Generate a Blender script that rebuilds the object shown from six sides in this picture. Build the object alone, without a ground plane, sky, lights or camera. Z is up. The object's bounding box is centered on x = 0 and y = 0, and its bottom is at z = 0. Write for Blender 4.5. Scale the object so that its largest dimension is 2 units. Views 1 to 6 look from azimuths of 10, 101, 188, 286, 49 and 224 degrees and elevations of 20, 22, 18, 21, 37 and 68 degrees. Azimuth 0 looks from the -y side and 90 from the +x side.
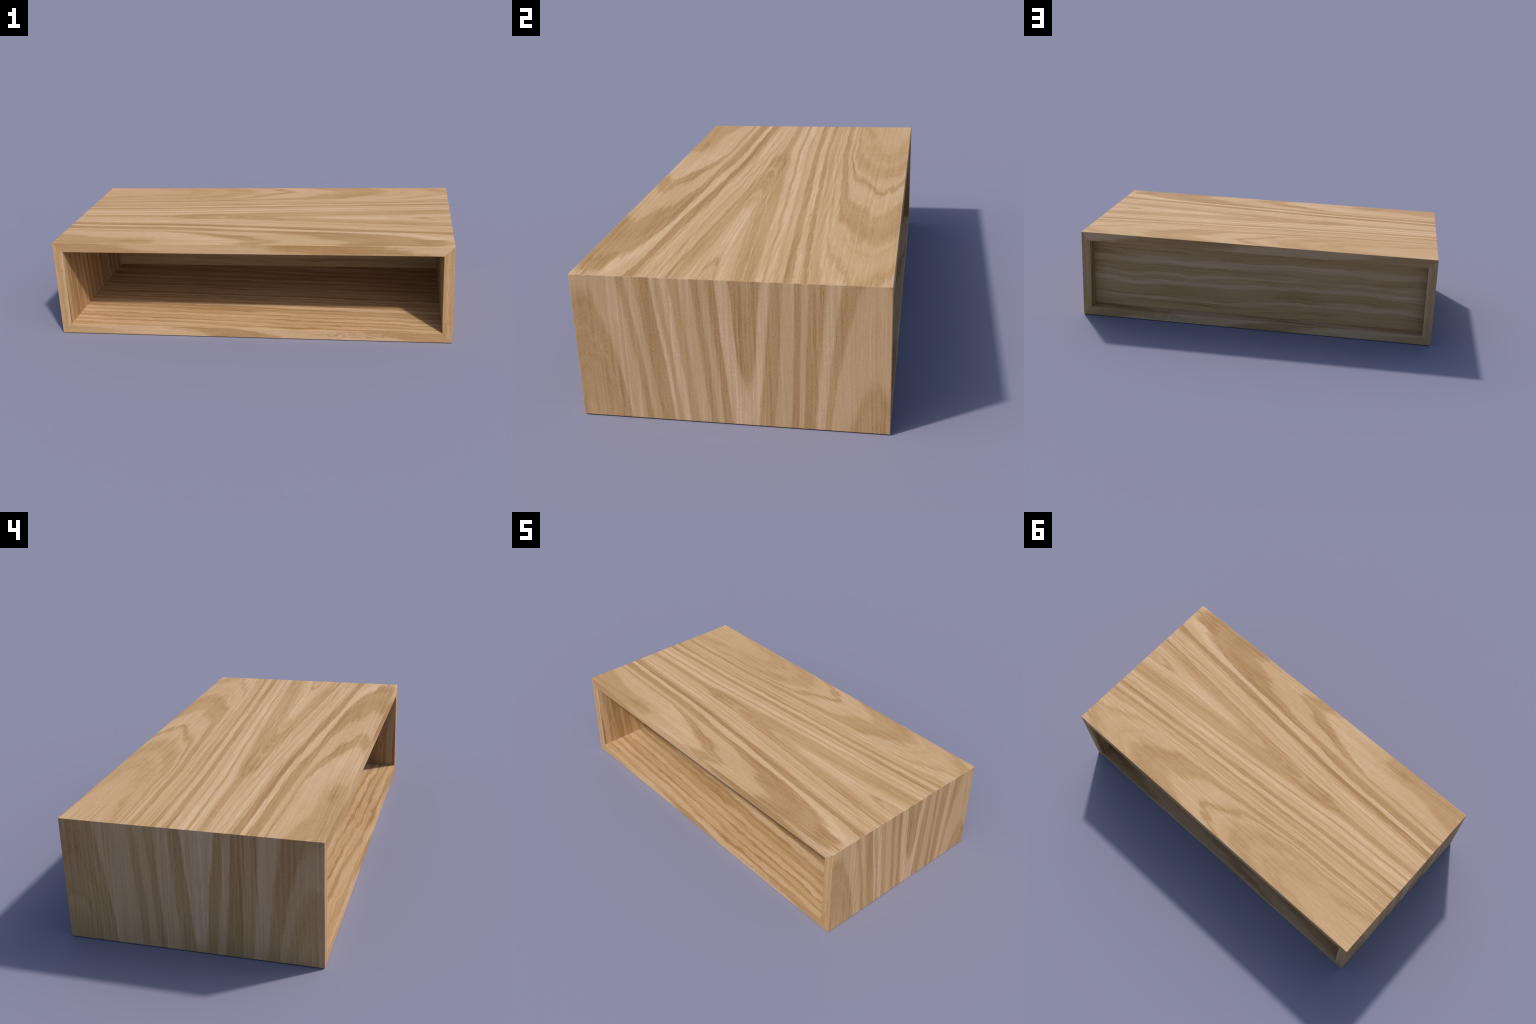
# Long low open box shelf in oak veneer: four mitred boards around a recessed back panel.
import bpy, bmesh, math
from mathutils import Vector

# ------------------------------------------------------------------ sizes (metres)
LENGTH, DEPTH, HEIGHT = 2.0, 1.0, 0.5
BOARD = 0.05                       # thickness of the four boards
CHAMFER = 0.0018                   # eased outer edges that catch the light
PANEL_FRONT, PANEL_REAR = 0.38, 0.43
MITRE_GAP = 0.00008

# ------------------------------------------------------------------ veneer colours (linear)
def lin(r, g, b):
    f = lambda c: (c / 12.92 if c <= 0.04045 else ((c + 0.055) / 1.055) ** 2.4)
    return (f(r / 255), f(g / 255), f(b / 255), 1.0)

LATEWOOD_DEEP = lin(156, 119, 78)
LATEWOOD      = lin(174, 139, 97)
MIDWOOD       = lin(185, 151, 111)
EARLYWOOD     = lin(196, 163, 127)
EARLYWOOD_PALE = lin(210, 178, 145)


class Graph:
    """Small helper that writes node trees as expressions."""
    def __init__(self, mat):
        mat.use_nodes = True
        self.t = mat.node_tree
        self.t.nodes.clear()

    def new(self, kind, **props):
        n = self.t.nodes.new(kind)
        for k, v in props.items():
            setattr(n, k, v)
        return n

    def put(self, sock, val):
        if isinstance(val, (int, float)):
            sock.default_value = val
        elif isinstance(val, tuple):
            sock.default_value = val
        else:
            self.t.links.new(val, sock)

    def math(self, op, a, b=0.0, c=0.0, clamp=False):
        n = self.new('ShaderNodeMath', operation=op, use_clamp=clamp)
        self.put(n.inputs[0], a); self.put(n.inputs[1], b); self.put(n.inputs[2], c)
        return n.outputs[0]

    def add(self, a, b): return self.math('ADD', a, b)
    def sub(self, a, b): return self.math('SUBTRACT', a, b)
    def mul(self, a, b): return self.math('MULTIPLY', a, b)
    def mad(self, a, b, c): return self.math('MULTIPLY_ADD', a, b, c)

    def vec(self, x, y, z):
        n = self.new('ShaderNodeCombineXYZ')
        for s, v in zip(n.inputs, (x, y, z)):
            self.put(s, v)
        return n.outputs[0]

    def noise(self, vec, detail=2.0, rough=0.5, scale=1.0):
        n = self.new('ShaderNodeTexNoise', noise_dimensions='3D')
        self.put(n.inputs['Vector'], vec)
        n.inputs['Scale'].default_value = scale
        n.inputs['Detail'].default_value = detail
        n.inputs['Roughness'].default_value = rough
        return n.outputs['Fac']

    def smooth(self, v, lo, hi):
        n = self.new('ShaderNodeMapRange', interpolation_type='SMOOTHSTEP')
        self.put(n.inputs['Value'], v)
        n.inputs['From Min'].default_value = lo
        n.inputs['From Max'].default_value = hi
        return n.outputs['Result']

    def curve(self, v, pts, lo, hi):
        """Hand-placed profile v -> value; v in [-0.5, 0.5], values in [lo, hi]."""
        n = self.new('ShaderNodeFloatCurve')
        c = n.mapping.curves[0]
        pts = [((a + 0.5), (s - lo) / (hi - lo)) for a, s in pts]
        c.points[0].location = pts[0]
        c.points[1].location = pts[-1]
        for p in pts[1:-1]:
            c.points.new(*p)
        n.mapping.update()
        self.put(n.inputs['Value'], self.add(v, 0.5))
        return self.mad(n.outputs[0], hi - lo, lo)

    def ramp(self, v, stops, lo, hi, interp='LINEAR'):
        """Scalar profile along a ring coordinate."""
        stops = sorted(stops)
        if len(stops) > 30:                       # one ramp node holds 32 stops
            h = len(stops) // 2
            low = self.ramp(v, stops[:h + 1], lo, hi)
            high = self.ramp(v, stops[h:], lo, hi)
            s = self.math('GREATER_THAN', v, stops[h][0])
            return self.add(self.mul(low, self.sub(1.0, s)), self.mul(high, s))
        n = self.new('ShaderNodeValToRGB')
        r = n.color_ramp
        r.interpolation = interp
        stops = sorted(((p - lo) / (hi - lo), g) for p, g in stops)
        r.elements[0].position, r.elements[1].position = stops[0][0], stops[-1][0]
        r.elements[0].color = (stops[0][1],) * 3 + (1,)
        r.elements[1].color = (stops[-1][1],) * 3 + (1,)
        for p, g in stops[1:-1]:
            r.elements.new(min(max(p, 0), 1)).color = (g, g, g, 1)
        self.put(n.inputs[0], self.math('DIVIDE', self.sub(v, lo), hi - lo, clamp=True))
        s = self.new('ShaderNodeSeparateColor')
        self.put(s.inputs[0], n.outputs[0])
        return s.outputs[0]

    def mix(self, fac, a, b, blend='MIX'):
        n = self.new('ShaderNodeMix', data_type='RGBA', blend_type=blend)
        self.put(n.inputs['Factor'], fac)
        self.put(n.inputs['A'], a); self.put(n.inputs['B'], b)
        return n.outputs['Result']


def interp(pts, v):
    for (a, s), (b, t) in zip(pts, pts[1:]):
        if a <= v <= b:
            return s + (t - s) * (v - a) / (b - a)
    return pts[0][1] if v < pts[0][0] else pts[-1][1]


def bands(section, pts, extra=()):
    """Bands read across the board at its middle -> stops on the ring coordinate."""
    return [(interp(pts, v), g) for v, g in section] + list(extra)


def veneer(name, along, across, rings, front, back, split, pull, seed,
           feather=0.10, waver=0.004, ripple=0.6, reach=(1.0, 1.0), origin=0.0, streak=0.8, ruffle=1.3, tone=0.0, vein_depth=1.0, knots=(), bruise=None):
    """Plain-sawn oak veneer.
    ring coordinate = rings(across) + pull(along): valleys of `rings` give cathedral
    arches, its crest gives tongues, its slopes give straight grain.  `front`/`back`
    hold the light and dark growth bands on each side of the crest at `split`."""
    mat = bpy.data.materials.new(name)
    g = Graph(mat)
    co = g.new('ShaderNodeTexCoord').outputs['Object']
    sep = g.new('ShaderNodeSeparateXYZ'); g.put(sep.inputs[0], co)
    u = sep.outputs['XYZ'.index(along)]
    v = sep.outputs['XYZ'.index(across)]
    if reach[1] != 1.0:
        v = g.mul(v, reach[1])
    if origin:
        u = g.sub(u, origin)
    # slow sideways drift of the whole figure and short fibre-wise raggedness
    drift = g.sub(g.noise(g.vec(g.mul(u, 1.6), g.mul(v, 3.0), seed), 2.0), 0.5)
    wob = g.sub(g.noise(g.vec(g.mul(u, 7.0), g.mul(v, 14.0), seed + 3.1), 2.0), 0.5)
    v2 = g.add(v, g.add(g.mul(drift, waver * 4.0), g.mul(wob, waver * ruffle)))
    fibre = g.sub(g.noise(g.vec(g.mul(u, 18.0), g.mul(v, 210.0), seed + 7.7), 3.0, 0.6), 0.5)
    clump = g.sub(g.noise(g.vec(g.mul(u, 4.0), g.mul(v, 24.0), seed + 1.3), 4.0, 0.65), 0.5)

    lo = min(s for _, s in rings); hi = max(s for _, s in rings)
    S = g.curve(v2, rings, lo, hi)
    x = g.math('MAXIMUM', u, pull[1])
    rest = g.math('MINIMUM', g.sub(u, pull[1]), 0.0)
    phi = g.add(S, g.add(g.mul(x, pull[0]), g.mul(rest, pull[2])))
    phi = g.add(phi, g.add(g.mul(fibre, feather * 1.3), g.mul(clump, feather * 2.8)))

    rlo = min(p for p, _ in list(front) + list(back)); rhi = max(p for p, _ in list(front) + list(back))
    f = g.ramp(phi, front, rlo, rhi)
    b = g.ramp(phi, back, rlo, rhi)
    side = g.smooth(v2, split - 0.004, split + 0.004)
    light = g.add(g.mul(f, g.sub(1.0, side)), g.mul(b, side))
    # fine growth lines that follow the rings
    fine = g.sub(g.noise(g.vec(g.mul(phi, 7.0), g.mul(u, 0.9), seed + 11.0), 5.0, 0.7), 0.5)
    slow = g.sub(g.noise(g.vec(g.mul(u, 1.7), g.mul(v, 9.0), seed + 17.0), 2.0), 0.5)
    light = g.add(light, g.add(g.mul(fine, ripple), g.mul(slow, 0.4)))
    # thin dark veins, drawn on the rings but breaking off along the grain
    vein = g.noise(g.vec(g.mul(phi, 15.0), g.mul(u, 1.6), seed + 13.0), 2.0, 0.5)
    light = g.add(light, g.mul(g.smooth(vein, 0.54, 0.66), -0.26 * vein_depth))
    # hair-fine fibre streaks
    hair = g.sub(g.noise(g.vec(g.mul(u, 16.0), g.mul(v, 420.0), seed + 23.0), 3.0, 0.7), 0.5)
    # thin lines running straight with the grain, strongest in clusters
    wisp = g.sub(g.noise(g.vec(g.mul(u, 1.3), g.mul(v2, 95.0), seed + 19.0), 4.0, 0.62), 0.5)
    where = g.smooth(g.noise(g.vec(g.mul(u, 1.1), g.mul(v, 7.0), seed + 21.0), 1.0), 0.35, 0.65)
    light = g.add(light, g.mul(g.mul(wisp, streak), g.mad(where, 0.9, 0.5)))
    speck = g.sub(g.noise(g.vec(g.mul(u, 120.0), g.mul(v, 330.0), seed + 29.0), 2.0, 0.7), 0.5)
    light = g.add(light, g.add(g.mul(hair, 0.6), g.mul(speck, 0.75)))
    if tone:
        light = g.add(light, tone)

    n = g.new('ShaderNodeValToRGB')
    r = n.color_ramp
    r.elements[0].position, r.elements[0].color = 0.0, LATEWOOD_DEEP
    r.elements[1].position, r.elements[1].color = 1.0, EARLYWOOD_PALE
    for p, c in ((0.24, LATEWOOD), (0.5, MIDWOOD), (0.8, EARLYWOOD)):
        r.elements.new(p).color = c
    g.put(n.inputs[0], light)
    col = n.outputs[0]
    # pinkish and yellowish stains along the grain
    tint = g.noise(g.vec(g.mul(u, 6.0), g.mul(v, 60.0), seed + 31.0), 3.0, 0.6)
    col = g.mix(g.mul(g.smooth(tint, 0.52, 0.72), 0.5), col, (0.95, 0.90, 0.88, 1), 'MULTIPLY')
    tint2 = g.noise(g.vec(g.mul(u, 5.0), g.mul(v, 45.0), seed + 37.0), 3.0, 0.6)
    col = g.mix(g.mul(g.smooth(tint2, 0.52, 0.72), 0.6), col, (1.02, 0.99, 0.88, 1), 'MULTIPLY')
    # open pores: short dark dashes
    pore = g.noise(g.vec(g.mul(u, 55.0), g.mul(v, 520.0), seed + 41.0), 1.0)
    patch = g.noise(g.vec(g.mul(u, 3.0), g.mul(v, 16.0), seed + 43.0), 1.0)
    pf = g.mul(g.smooth(pore, 0.62, 0.80), g.mad(g.smooth(patch, 0.4, 0.65), 0.45, 0.2))
    col = g.mix(pf, col, (0.62, 0.55, 0.48, 1), 'MULTIPLY')
    if bruise:                      # a run of dark worn pores
        bu, bv, ru, rv = bruise
        d = g.add(g.math('POWER', g.math('DIVIDE', g.sub(u, bu), ru), 2.0),
                  g.math('POWER', g.math('DIVIDE', g.sub(v, bv), rv), 2.0))
        run = g.smooth(g.noise(g.vec(g.mul(u, 26.0), g.mul(v, 160.0), seed + 47.0), 2.0), 0.46, 0.62)
        col = g.mix(g.mul(g.mul(g.sub(1.0, g.smooth(d, 0.2, 1.0)), run), 0.6), col, (0.55, 0.47, 0.38, 1), 'MULTIPLY')
    for ku, kv, kr in knots:        # tiny pin knots
        d = g.math('SQRT', g.add(g.math('POWER', g.mul(g.sub(u, ku), 0.6), 2.0),
                                 g.math('POWER', g.sub(v, kv), 2.0)))
        col = g.mix(g.mul(g.sub(1.0, g.smooth(d, kr * 0.3, kr)), 0.6), col, (0.40, 0.33, 0.28, 1), 'MULTIPLY')

    bsdf = g.new('ShaderNodeBsdfPrincipled')
    g.put(bsdf.inputs['Base Color'], col)
    bsdf.inputs['Roughness'].default_value = 0.8
    bsdf.inputs['Specular IOR Level'].default_value = 0.2
    bump = g.new('ShaderNodeBump')
    bump.inputs['Strength'].default_value = 0.05
    bump.inputs['Distance'].default_value = 0.001
    g.put(bump.inputs['Height'], g.add(hair, g.mul(pf, -0.6)))
    g.put(bsdf.inputs['Normal'], bump.outputs[0])
    out = g.new('ShaderNodeOutputMaterial')
    g.put(out.inputs[0], bsdf.outputs[0])
    return mat


# ------------------------------------------------------------------ veneer leaves
# top: arches along both long edges with tips towards +x, a tongue near the middle
TOP_RINGS = [(-0.5, 0.06), (-0.45, 0.0), (-0.42, 0.04), (-0.39, 0.12), (-0.35, 0.25), (-0.315, 0.45), (-0.28, 0.95),
             (-0.239, 1.37), (-0.2, 1.95), (-0.104, 3.1), (-0.065, 3.5), (-0.025, 3.2),
             (0.05, 2.25), (0.246, -0.70), (0.282, -1.13), (0.35, -1.32), (0.42, -1.4), (0.5, -1.25)]
CREST = [(3.0, .72), (3.05, .3), (3.22, .36), (3.26, .72), (3.30, .3), (3.46, .4), (3.58, .34), (3.64, .7), (3.68, .42), (3.76, .6),
         (3.85, .76), (4.3, .8), (4.36, .2), (4.42, .75), (4.5, .4)]
TOP_FRONT = [(-0.9, .75), (-0.7, .65), (-0.6, .3), (-0.5, .3), (-0.42, .75), (-0.06, .8), (0.0, .3), (0.14, .35),
             (0.17, .68), (0.44, .72), (0.52, .26), (0.95, .2), (1.0, .85), (1.3, .8), (1.36, .12), (1.72, .15), (1.78, .7),
             (1.86, .42), (1.94, .85), (2.22, .8), (2.27, .48), (2.36, .78), (2.52, .72), (2.56, .4), (2.62, .45), (2.68, .75)] + CREST
TOP_BACK = bands([(0.005, .35), (0.02, .8), (0.036, .8), (0.045, .28), (0.055, .92), (0.07, .92), (0.084, .5),
                  (0.095, .75), (0.106, .75), (0.112, .25), (0.133, .25), (0.138, .8), (0.158, .82), (0.164, .3),
                  (0.177, .3), (0.182, .75), (0.192, .5), (0.208, .5), (0.213, .75), (0.222, .75),
                  (0.226, .35), (0.231, .7), (0.245, .72), (0.252, .28)], TOP_RINGS,
                 [(-1.03, .3), (-1.1, .7), (-1.24, .72), (-1.3, .26), (-1.34, .28), (-1.37, .7), (-1.45, .7),
                  (-1.5, .45), (-1.6, .32), (-1.68, .56), (-1.78, .5), (-1.84, .3), (-1.92, .62), (-2.08, .55)]) + [(2.95, .3)] + [c for c in CREST if c[0] > 3.1]

def side_rings(crest, fore=-0.455, aft=0.44, height=4.6):
    return [(-0.5, 0.04), (fore, 0.0), (fore + 0.06, 0.15), (fore + 0.12, 0.5), (crest - 0.1, height - 1.05),
            (crest - 0.045, height - 0.36), (crest, height), (crest + 0.045, height - 0.36), (crest + 0.1, height - 1.05),
            (aft - 0.12, 0.3), (aft - 0.06, -0.08), (aft, -0.25), (0.5, -0.21)]

def side_bands(light_runs, base, pts, split):
    """(from, to, lightness) runs at mid height -> front and back stop lists."""
    f, b = [], []
    for a, z, l in light_runs:
        tgt = f if (a + z) / 2 < split else b
        e = min(0.003, (z - a) * 0.2)
        l = 0.48 + (l - 0.45) * 1.05
        tgt += [(a + e, l), (z - e, l)]
    return bands(f, pts), bands(b, pts)


def wood_side(name, crest, runs, seed, flip=False):
    pts = side_rings(crest)
    f, b = side_bands(runs, 0, pts, crest)
    tip = interp(pts, crest)
    crown = [(tip - 0.16, .72), (tip - 0.10, .2), (tip + 0.5, .25)] if not flip else [(tip - 0.35, .25), (tip - 0.25, .8), (tip + 0.5, .8)]
    f = [s for s in f if 0.07 < s[0]] + [(-0.4, .55), (-0.28, .55), (-0.22, .3), (0.06, .27)] if not flip else f
    b = [s for s in b if -0.1 < s[0]] + [(-0.6, .3), (-0.37, .28), (-0.31, .6), (-0.1, .6)] if not flip else b
    f = [s for s in f if s[0] < tip - 0.17 or (flip and s[0] < tip - 0.36)] + crown
    b = [s for s in b if s[0] < tip - 0.17 or (flip and s[0] < tip - 0.36)] + crown
    return f, b, pts


def main():
    for o in list(bpy.data.objects):
        bpy.data.objects.remove(o)

    top_wood = veneer('oak_veneer_figured', 'X', 'Y', TOP_RINGS, TOP_FRONT, TOP_BACK, -0.065,
                      (1.0, -0.5, 0.35), 3.0, tone=-0.04, vein_depth=0.55, streak=1.0, knots=((0.386, 0.177, 0.006), (-0.62, -0.427, 0.004)))

    k = lambda u: -0.5 + (u - 15) / 2275.0
    runs = [(k(15), k(190), .55), (k(190), k(290), .25), (k(290), k(430), .6), (k(430), k(475), .25), (k(475), k(525), .6),
            (k(530), k(630), .2), (k(630), k(660), .75), (k(662), k(700), .35), (k(700), k(762), .75), (k(766), k(840), .3),
            (k(840), k(935), .6), (k(940), k(1000), .25), (k(1000), k(1055), .5), (k(1058), k(1112), .15),
            (k(1116), k(1182), .8), (k(1320), k(1392), .8), (k(1396), k(1500), .25), (k(1502), k(1610), .55),
            (k(1614), k(1680), .15), (k(1684), k(1735), .6), (k(1738), k(1832), .2), (k(1834), k(1884), .7),
            (k(1888), k(1965), .25), (k(1970), k(2150), .6), (k(2150), k(2290), .45)]
    f, b, pts = wood_side('r', 0.052, runs, 5)
    right_wood = veneer('oak_veneer_upright', 'Z', 'Y', pts, f, b, 0.052, (1.1, -2.0, 1.0), 5.0, origin=0.25,
                        feather=0.055, waver=0.006, ripple=0.45, streak=1.15, tone=0.0, vein_depth=0.3)
    # mid height is z = 0.25, so centre the pull there
    k2 = lambda u: 0.5 - (u - 75) / 1291.0
    runs = [(k2(290), k2(75), .25), (k2(420), k2(295), .6), (k2(460), k2(420), .3), (k2(512), k2(462), .6),
            (k2(560), k2(515), .25), (k2(645), k2(562), .6), (k2(705), k2(647), .25), (k2(872), k2(838), .25),
            (k2(912), k2(876), .65), (k2(1000), k2(916), .15), (k2(1045), k2(1002), .4), (k2(1075), k2(1047), .25),
            (k2(1132), k2(1078), .65), (k2(1205), k2(1136), .2), (k2(1262), k2(1208), .55), (k2(1366), k2(1264), .3)]
    f, b, pts = wood_side('l', -0.035, runs, 9, flip=True)
    left_wood = veneer('oak_veneer_upright_pale', 'Z', 'Y', pts, f, b, -0.035, (1.1, -2.0, 1.0), 9.0, origin=0.25,
                       feather=0.055, waver=0.006, ripple=0.45, streak=1.15, tone=0.0, vein_depth=0.3)

    # plainer, straight-grained leaves
    line = [(-0.5, -0.2), (0.5, 5.0)]
    def stripes(n, seed, lo=-1.4, hi=4.5):
        import random
        rnd = random.Random(seed); p = lo; out = []
        while p < hi and len(out) < 110:
            w = rnd.uniform(0.07, 0.30) * n
            l = rnd.choice((0.18, 0.28, 0.4)) if (len(out) // 2) % 2 else rnd.uniform(0.55, 0.85)
            out += [(p, l), (p + w * 0.8, l)]
            p += w
        return out
    s1 = stripes(0.7, 11, -1.0, 5.8)
    floor_wood = veneer('oak_veneer_striped', 'X', 'Y', [(-0.5, 0.0), (-0.15, 2.0), (0.2, 4.2), (0.5, 5.0)], s1, s1, 0.6,
                        (0.3, -2, 1), 13.0, feather=0.10, waver=0.008, tone=-0.04, streak=1.0)
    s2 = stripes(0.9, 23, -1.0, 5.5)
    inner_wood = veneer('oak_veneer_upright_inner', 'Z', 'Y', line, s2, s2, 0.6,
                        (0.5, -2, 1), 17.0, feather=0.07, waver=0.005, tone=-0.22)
    s3 = [(0.05, .3), (0.075, .45), (0.09, .25), (0.122, .28), (0.128, .68), (0.142, .6), (0.147, .25), (0.20, .22), (0.212, .35),
          (0.218, .78), (0.235, .8), (0.241, .3), (0.262, .34), (0.266, .72), (0.276, .68), (0.281, .25), (0.325, .2), (0.333, .6), (0.352, .75), (0.364, .7), (0.37, .3), (0.40, .25), (0.42, .4), (0.45, .3)]
    s3 = [(p, 0.38 + (l - 0.42) * 0.75) for p, l in s3]
    panel_wood = veneer('oak_veneer_wavy', 'X', 'Z', [(-0.5, -0.5), (0.5, 0.5)], s3, s3, 0.9,
                        (0.012, -2, 1), 21.0, feather=0.016, waver=0.022, ripple=0.3, streak=1.5, ruffle=0.5, tone=0.08, vein_depth=0.6)
    # edge bands: broad slanting patches seen on the narrow faces
    s4 = [(p, 0.45 + (l - 0.45) * 0.85) for p, l in stripes(0.8, 31, -1.2, 1.6)]
    edge_wood = veneer('oak_edge_band', 'X', 'Z', [(-0.5, -0.9), (0.5, 0.9)], s4, s4, 0.9,
                       (0.28, -2, 1), 27.0, feather=0.05, waver=0.012, ripple=0.25, streak=0.5, tone=-0.02, vein_depth=0.3,
                       bruise=(0.53, 0.026, 0.22, 0.02))
    s5 = [(-1.2, .6), (-0.985, .5), (-0.98, .3), (-0.965, .35), (-0.962, .7), (-0.95, .6),
          (0.95, .4), (0.966, .3), (0.97, .7), (0.98, .65), (0.986, .35), (1.2, .45)]
    post_wood = veneer('oak_edge_band_upright', 'Z', 'X', [(-0.5, -1.0), (0.5, 1.0)], s5, s5, 0.9,
                       (0.012, -2, 1), 33.0, feather=0.02, waver=0.0015, ripple=0.3, tone=-0.08, reach=(1.0, 0.5))

    # -------------------------------------------------------------- the frame as one mitred ring
    def ring():
        bm = bmesh.new()
        X, Y, T = LENGTH / 2, DEPTH / 2, BOARD
        outer = [(-X, 0), (X, 0), (X, HEIGHT), (-X, HEIGHT)]
        inner = [(-X + T, T), (X - T, T), (X - T, HEIGHT - T), (-X + T, HEIGHT - T)]
        vs = {}
        for y in (-Y, Y):
            for tag, loop in (('o', outer), ('i', inner)):
                for j, (x, z) in enumerate(loop):
                    vs[y, tag, j] = bm.verts.new((x, y, z))
        for j in range(4):
            m = (j + 1) % 4
            bm.faces.new((vs[-Y, 'o', j], vs[-Y, 'o', m], vs[Y, 'o', m], vs[Y, 'o', j]))
            bm.faces.new((vs[-Y, 'i', m], vs[-Y, 'i', j], vs[Y, 'i', j], vs[Y, 'i', m]))
            bm.faces.new((vs[-Y, 'i', j], vs[-Y, 'i', m], vs[-Y, 'o', m], vs[-Y, 'o', j]))
            bm.faces.new((vs[Y, 'i', m], vs[Y, 'i', j], vs[Y, 'o', j], vs[Y, 'o', m]))
        bmesh.ops.recalc_face_normals(bm, faces=bm.faces)
        bm.normal_update()
        def convex_right_angle(e):
            a, b = e.link_faces
            return e.calc_face_angle_signed() > 0.5
        edges = [e for e in bm.edges if len(e.link_faces) == 2 and convex_right_angle(e)]
        bmesh.ops.bevel(bm, geom=edges, offset=CHAMFER, segments=2, profile=0.5, affect='EDGES')
        return bm

    mid = HEIGHT / 2
    h = LENGTH / 2
    r2 = math.sqrt(0.5)
    # mitre planes: (point on plane, normal pointing out of the board)
    def planes(kind):
        if kind in ('top', 'bottom'):
            s = 1 if kind == 'top' else -1
            z = HEIGHT if s > 0 else 0.0
            return [((h, 0, z), (r2, 0, -s * r2)), ((-h, 0, z), (-r2, 0, -s * r2))]
        s = 1 if kind == 'right' else -1
        return [((s * h, 0, HEIGHT), (-s * r2, 0, r2)), ((s * h, 0, 0.0), (-s * r2, 0, -r2))]

    root = bpy.data.objects.new('open_box_shelf', None)
    bpy.context.scene.collection.objects.link(root)
    root['label'] = 'long low open-front oak veneer box shelf'
    root['category'] = 'shelf'

    def finish(name, bm, mats, chooser):
        me = bpy.data.meshes.new(name)
        for m in mats:
            me.materials.append(m)
        bm.normal_update()
        for f in bm.faces:
            f.material_index = chooser(f.normal, f.calc_center_median())
            f.smooth = False
        bm.to_mesh(me)
        bm.free()
        ob = bpy.data.objects.new(name, me)
        bpy.context.scene.collection.objects.link(ob)
        ob.parent = root
        return ob

    def board(kind, name, mats, chooser):
        bm = ring()
        away = {'top': (0, 0, -1), 'bottom': (0, 0, 1), 'right': (-1, 0, 0), 'left': (1, 0, 0)}[kind]
        bmesh.ops.bisect_plane(bm, geom=bm.verts[:] + bm.edges[:] + bm.faces[:], dist=1e-7,
                               plane_co=(0, 0, mid), plane_no=away, clear_outer=True)
        for p, n in planes(kind):
            n = Vector(n)
            geom = bm.verts[:] + bm.edges[:] + bm.faces[:]
            cut = bmesh.ops.bisect_plane(bm, geom=geom, dist=1e-7, plane_co=Vector(p) - n * MITRE_GAP,
                                         plane_no=n, clear_outer=True)
            rim = [e for e in cut['geom_cut'] if isinstance(e, bmesh.types.BMEdge) and e.is_valid]
            bmesh.ops.edgeloop_fill(bm, edges=rim)
        bmesh.ops.recalc_face_normals(bm, faces=bm.faces)
        return finish(name, bm, mats, chooser)

    def flat_chooser(n, c):            # 0 outer face, 1 inner face, 2 narrow edge
        if abs(n.y) > 0.75:
            return 2
        return 0 if (c.z > HEIGHT - BOARD / 2 or c.z < BOARD / 2) else 1

    def upright_chooser(n, c):
        if abs(n.y) > 0.75:
            return 2
        return 0 if abs(c.x) > h - BOARD / 2 else 1

    board('top', 'top_panel', [top_wood, floor_wood, edge_wood], flat_chooser)
    board('bottom', 'bottom_panel', [floor_wood, floor_wood, edge_wood], flat_chooser)
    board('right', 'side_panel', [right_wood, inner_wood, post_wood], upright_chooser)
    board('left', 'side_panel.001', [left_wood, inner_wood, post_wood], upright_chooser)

    bm = bmesh.new()
    bmesh.ops.create_cube(bm, size=1.0)
    sx, sz = LENGTH - 2 * BOARD - 0.0004, HEIGHT - 2 * BOARD - 0.0004
    for v in bm.verts:
        v.co = (v.co.x * sx, (PANEL_FRONT + PANEL_REAR) / 2 + v.co.y * (PANEL_REAR - PANEL_FRONT), mid + v.co.z * sz)
    finish('back_panel', bm, [panel_wood], lambda n, c: 0)


main()
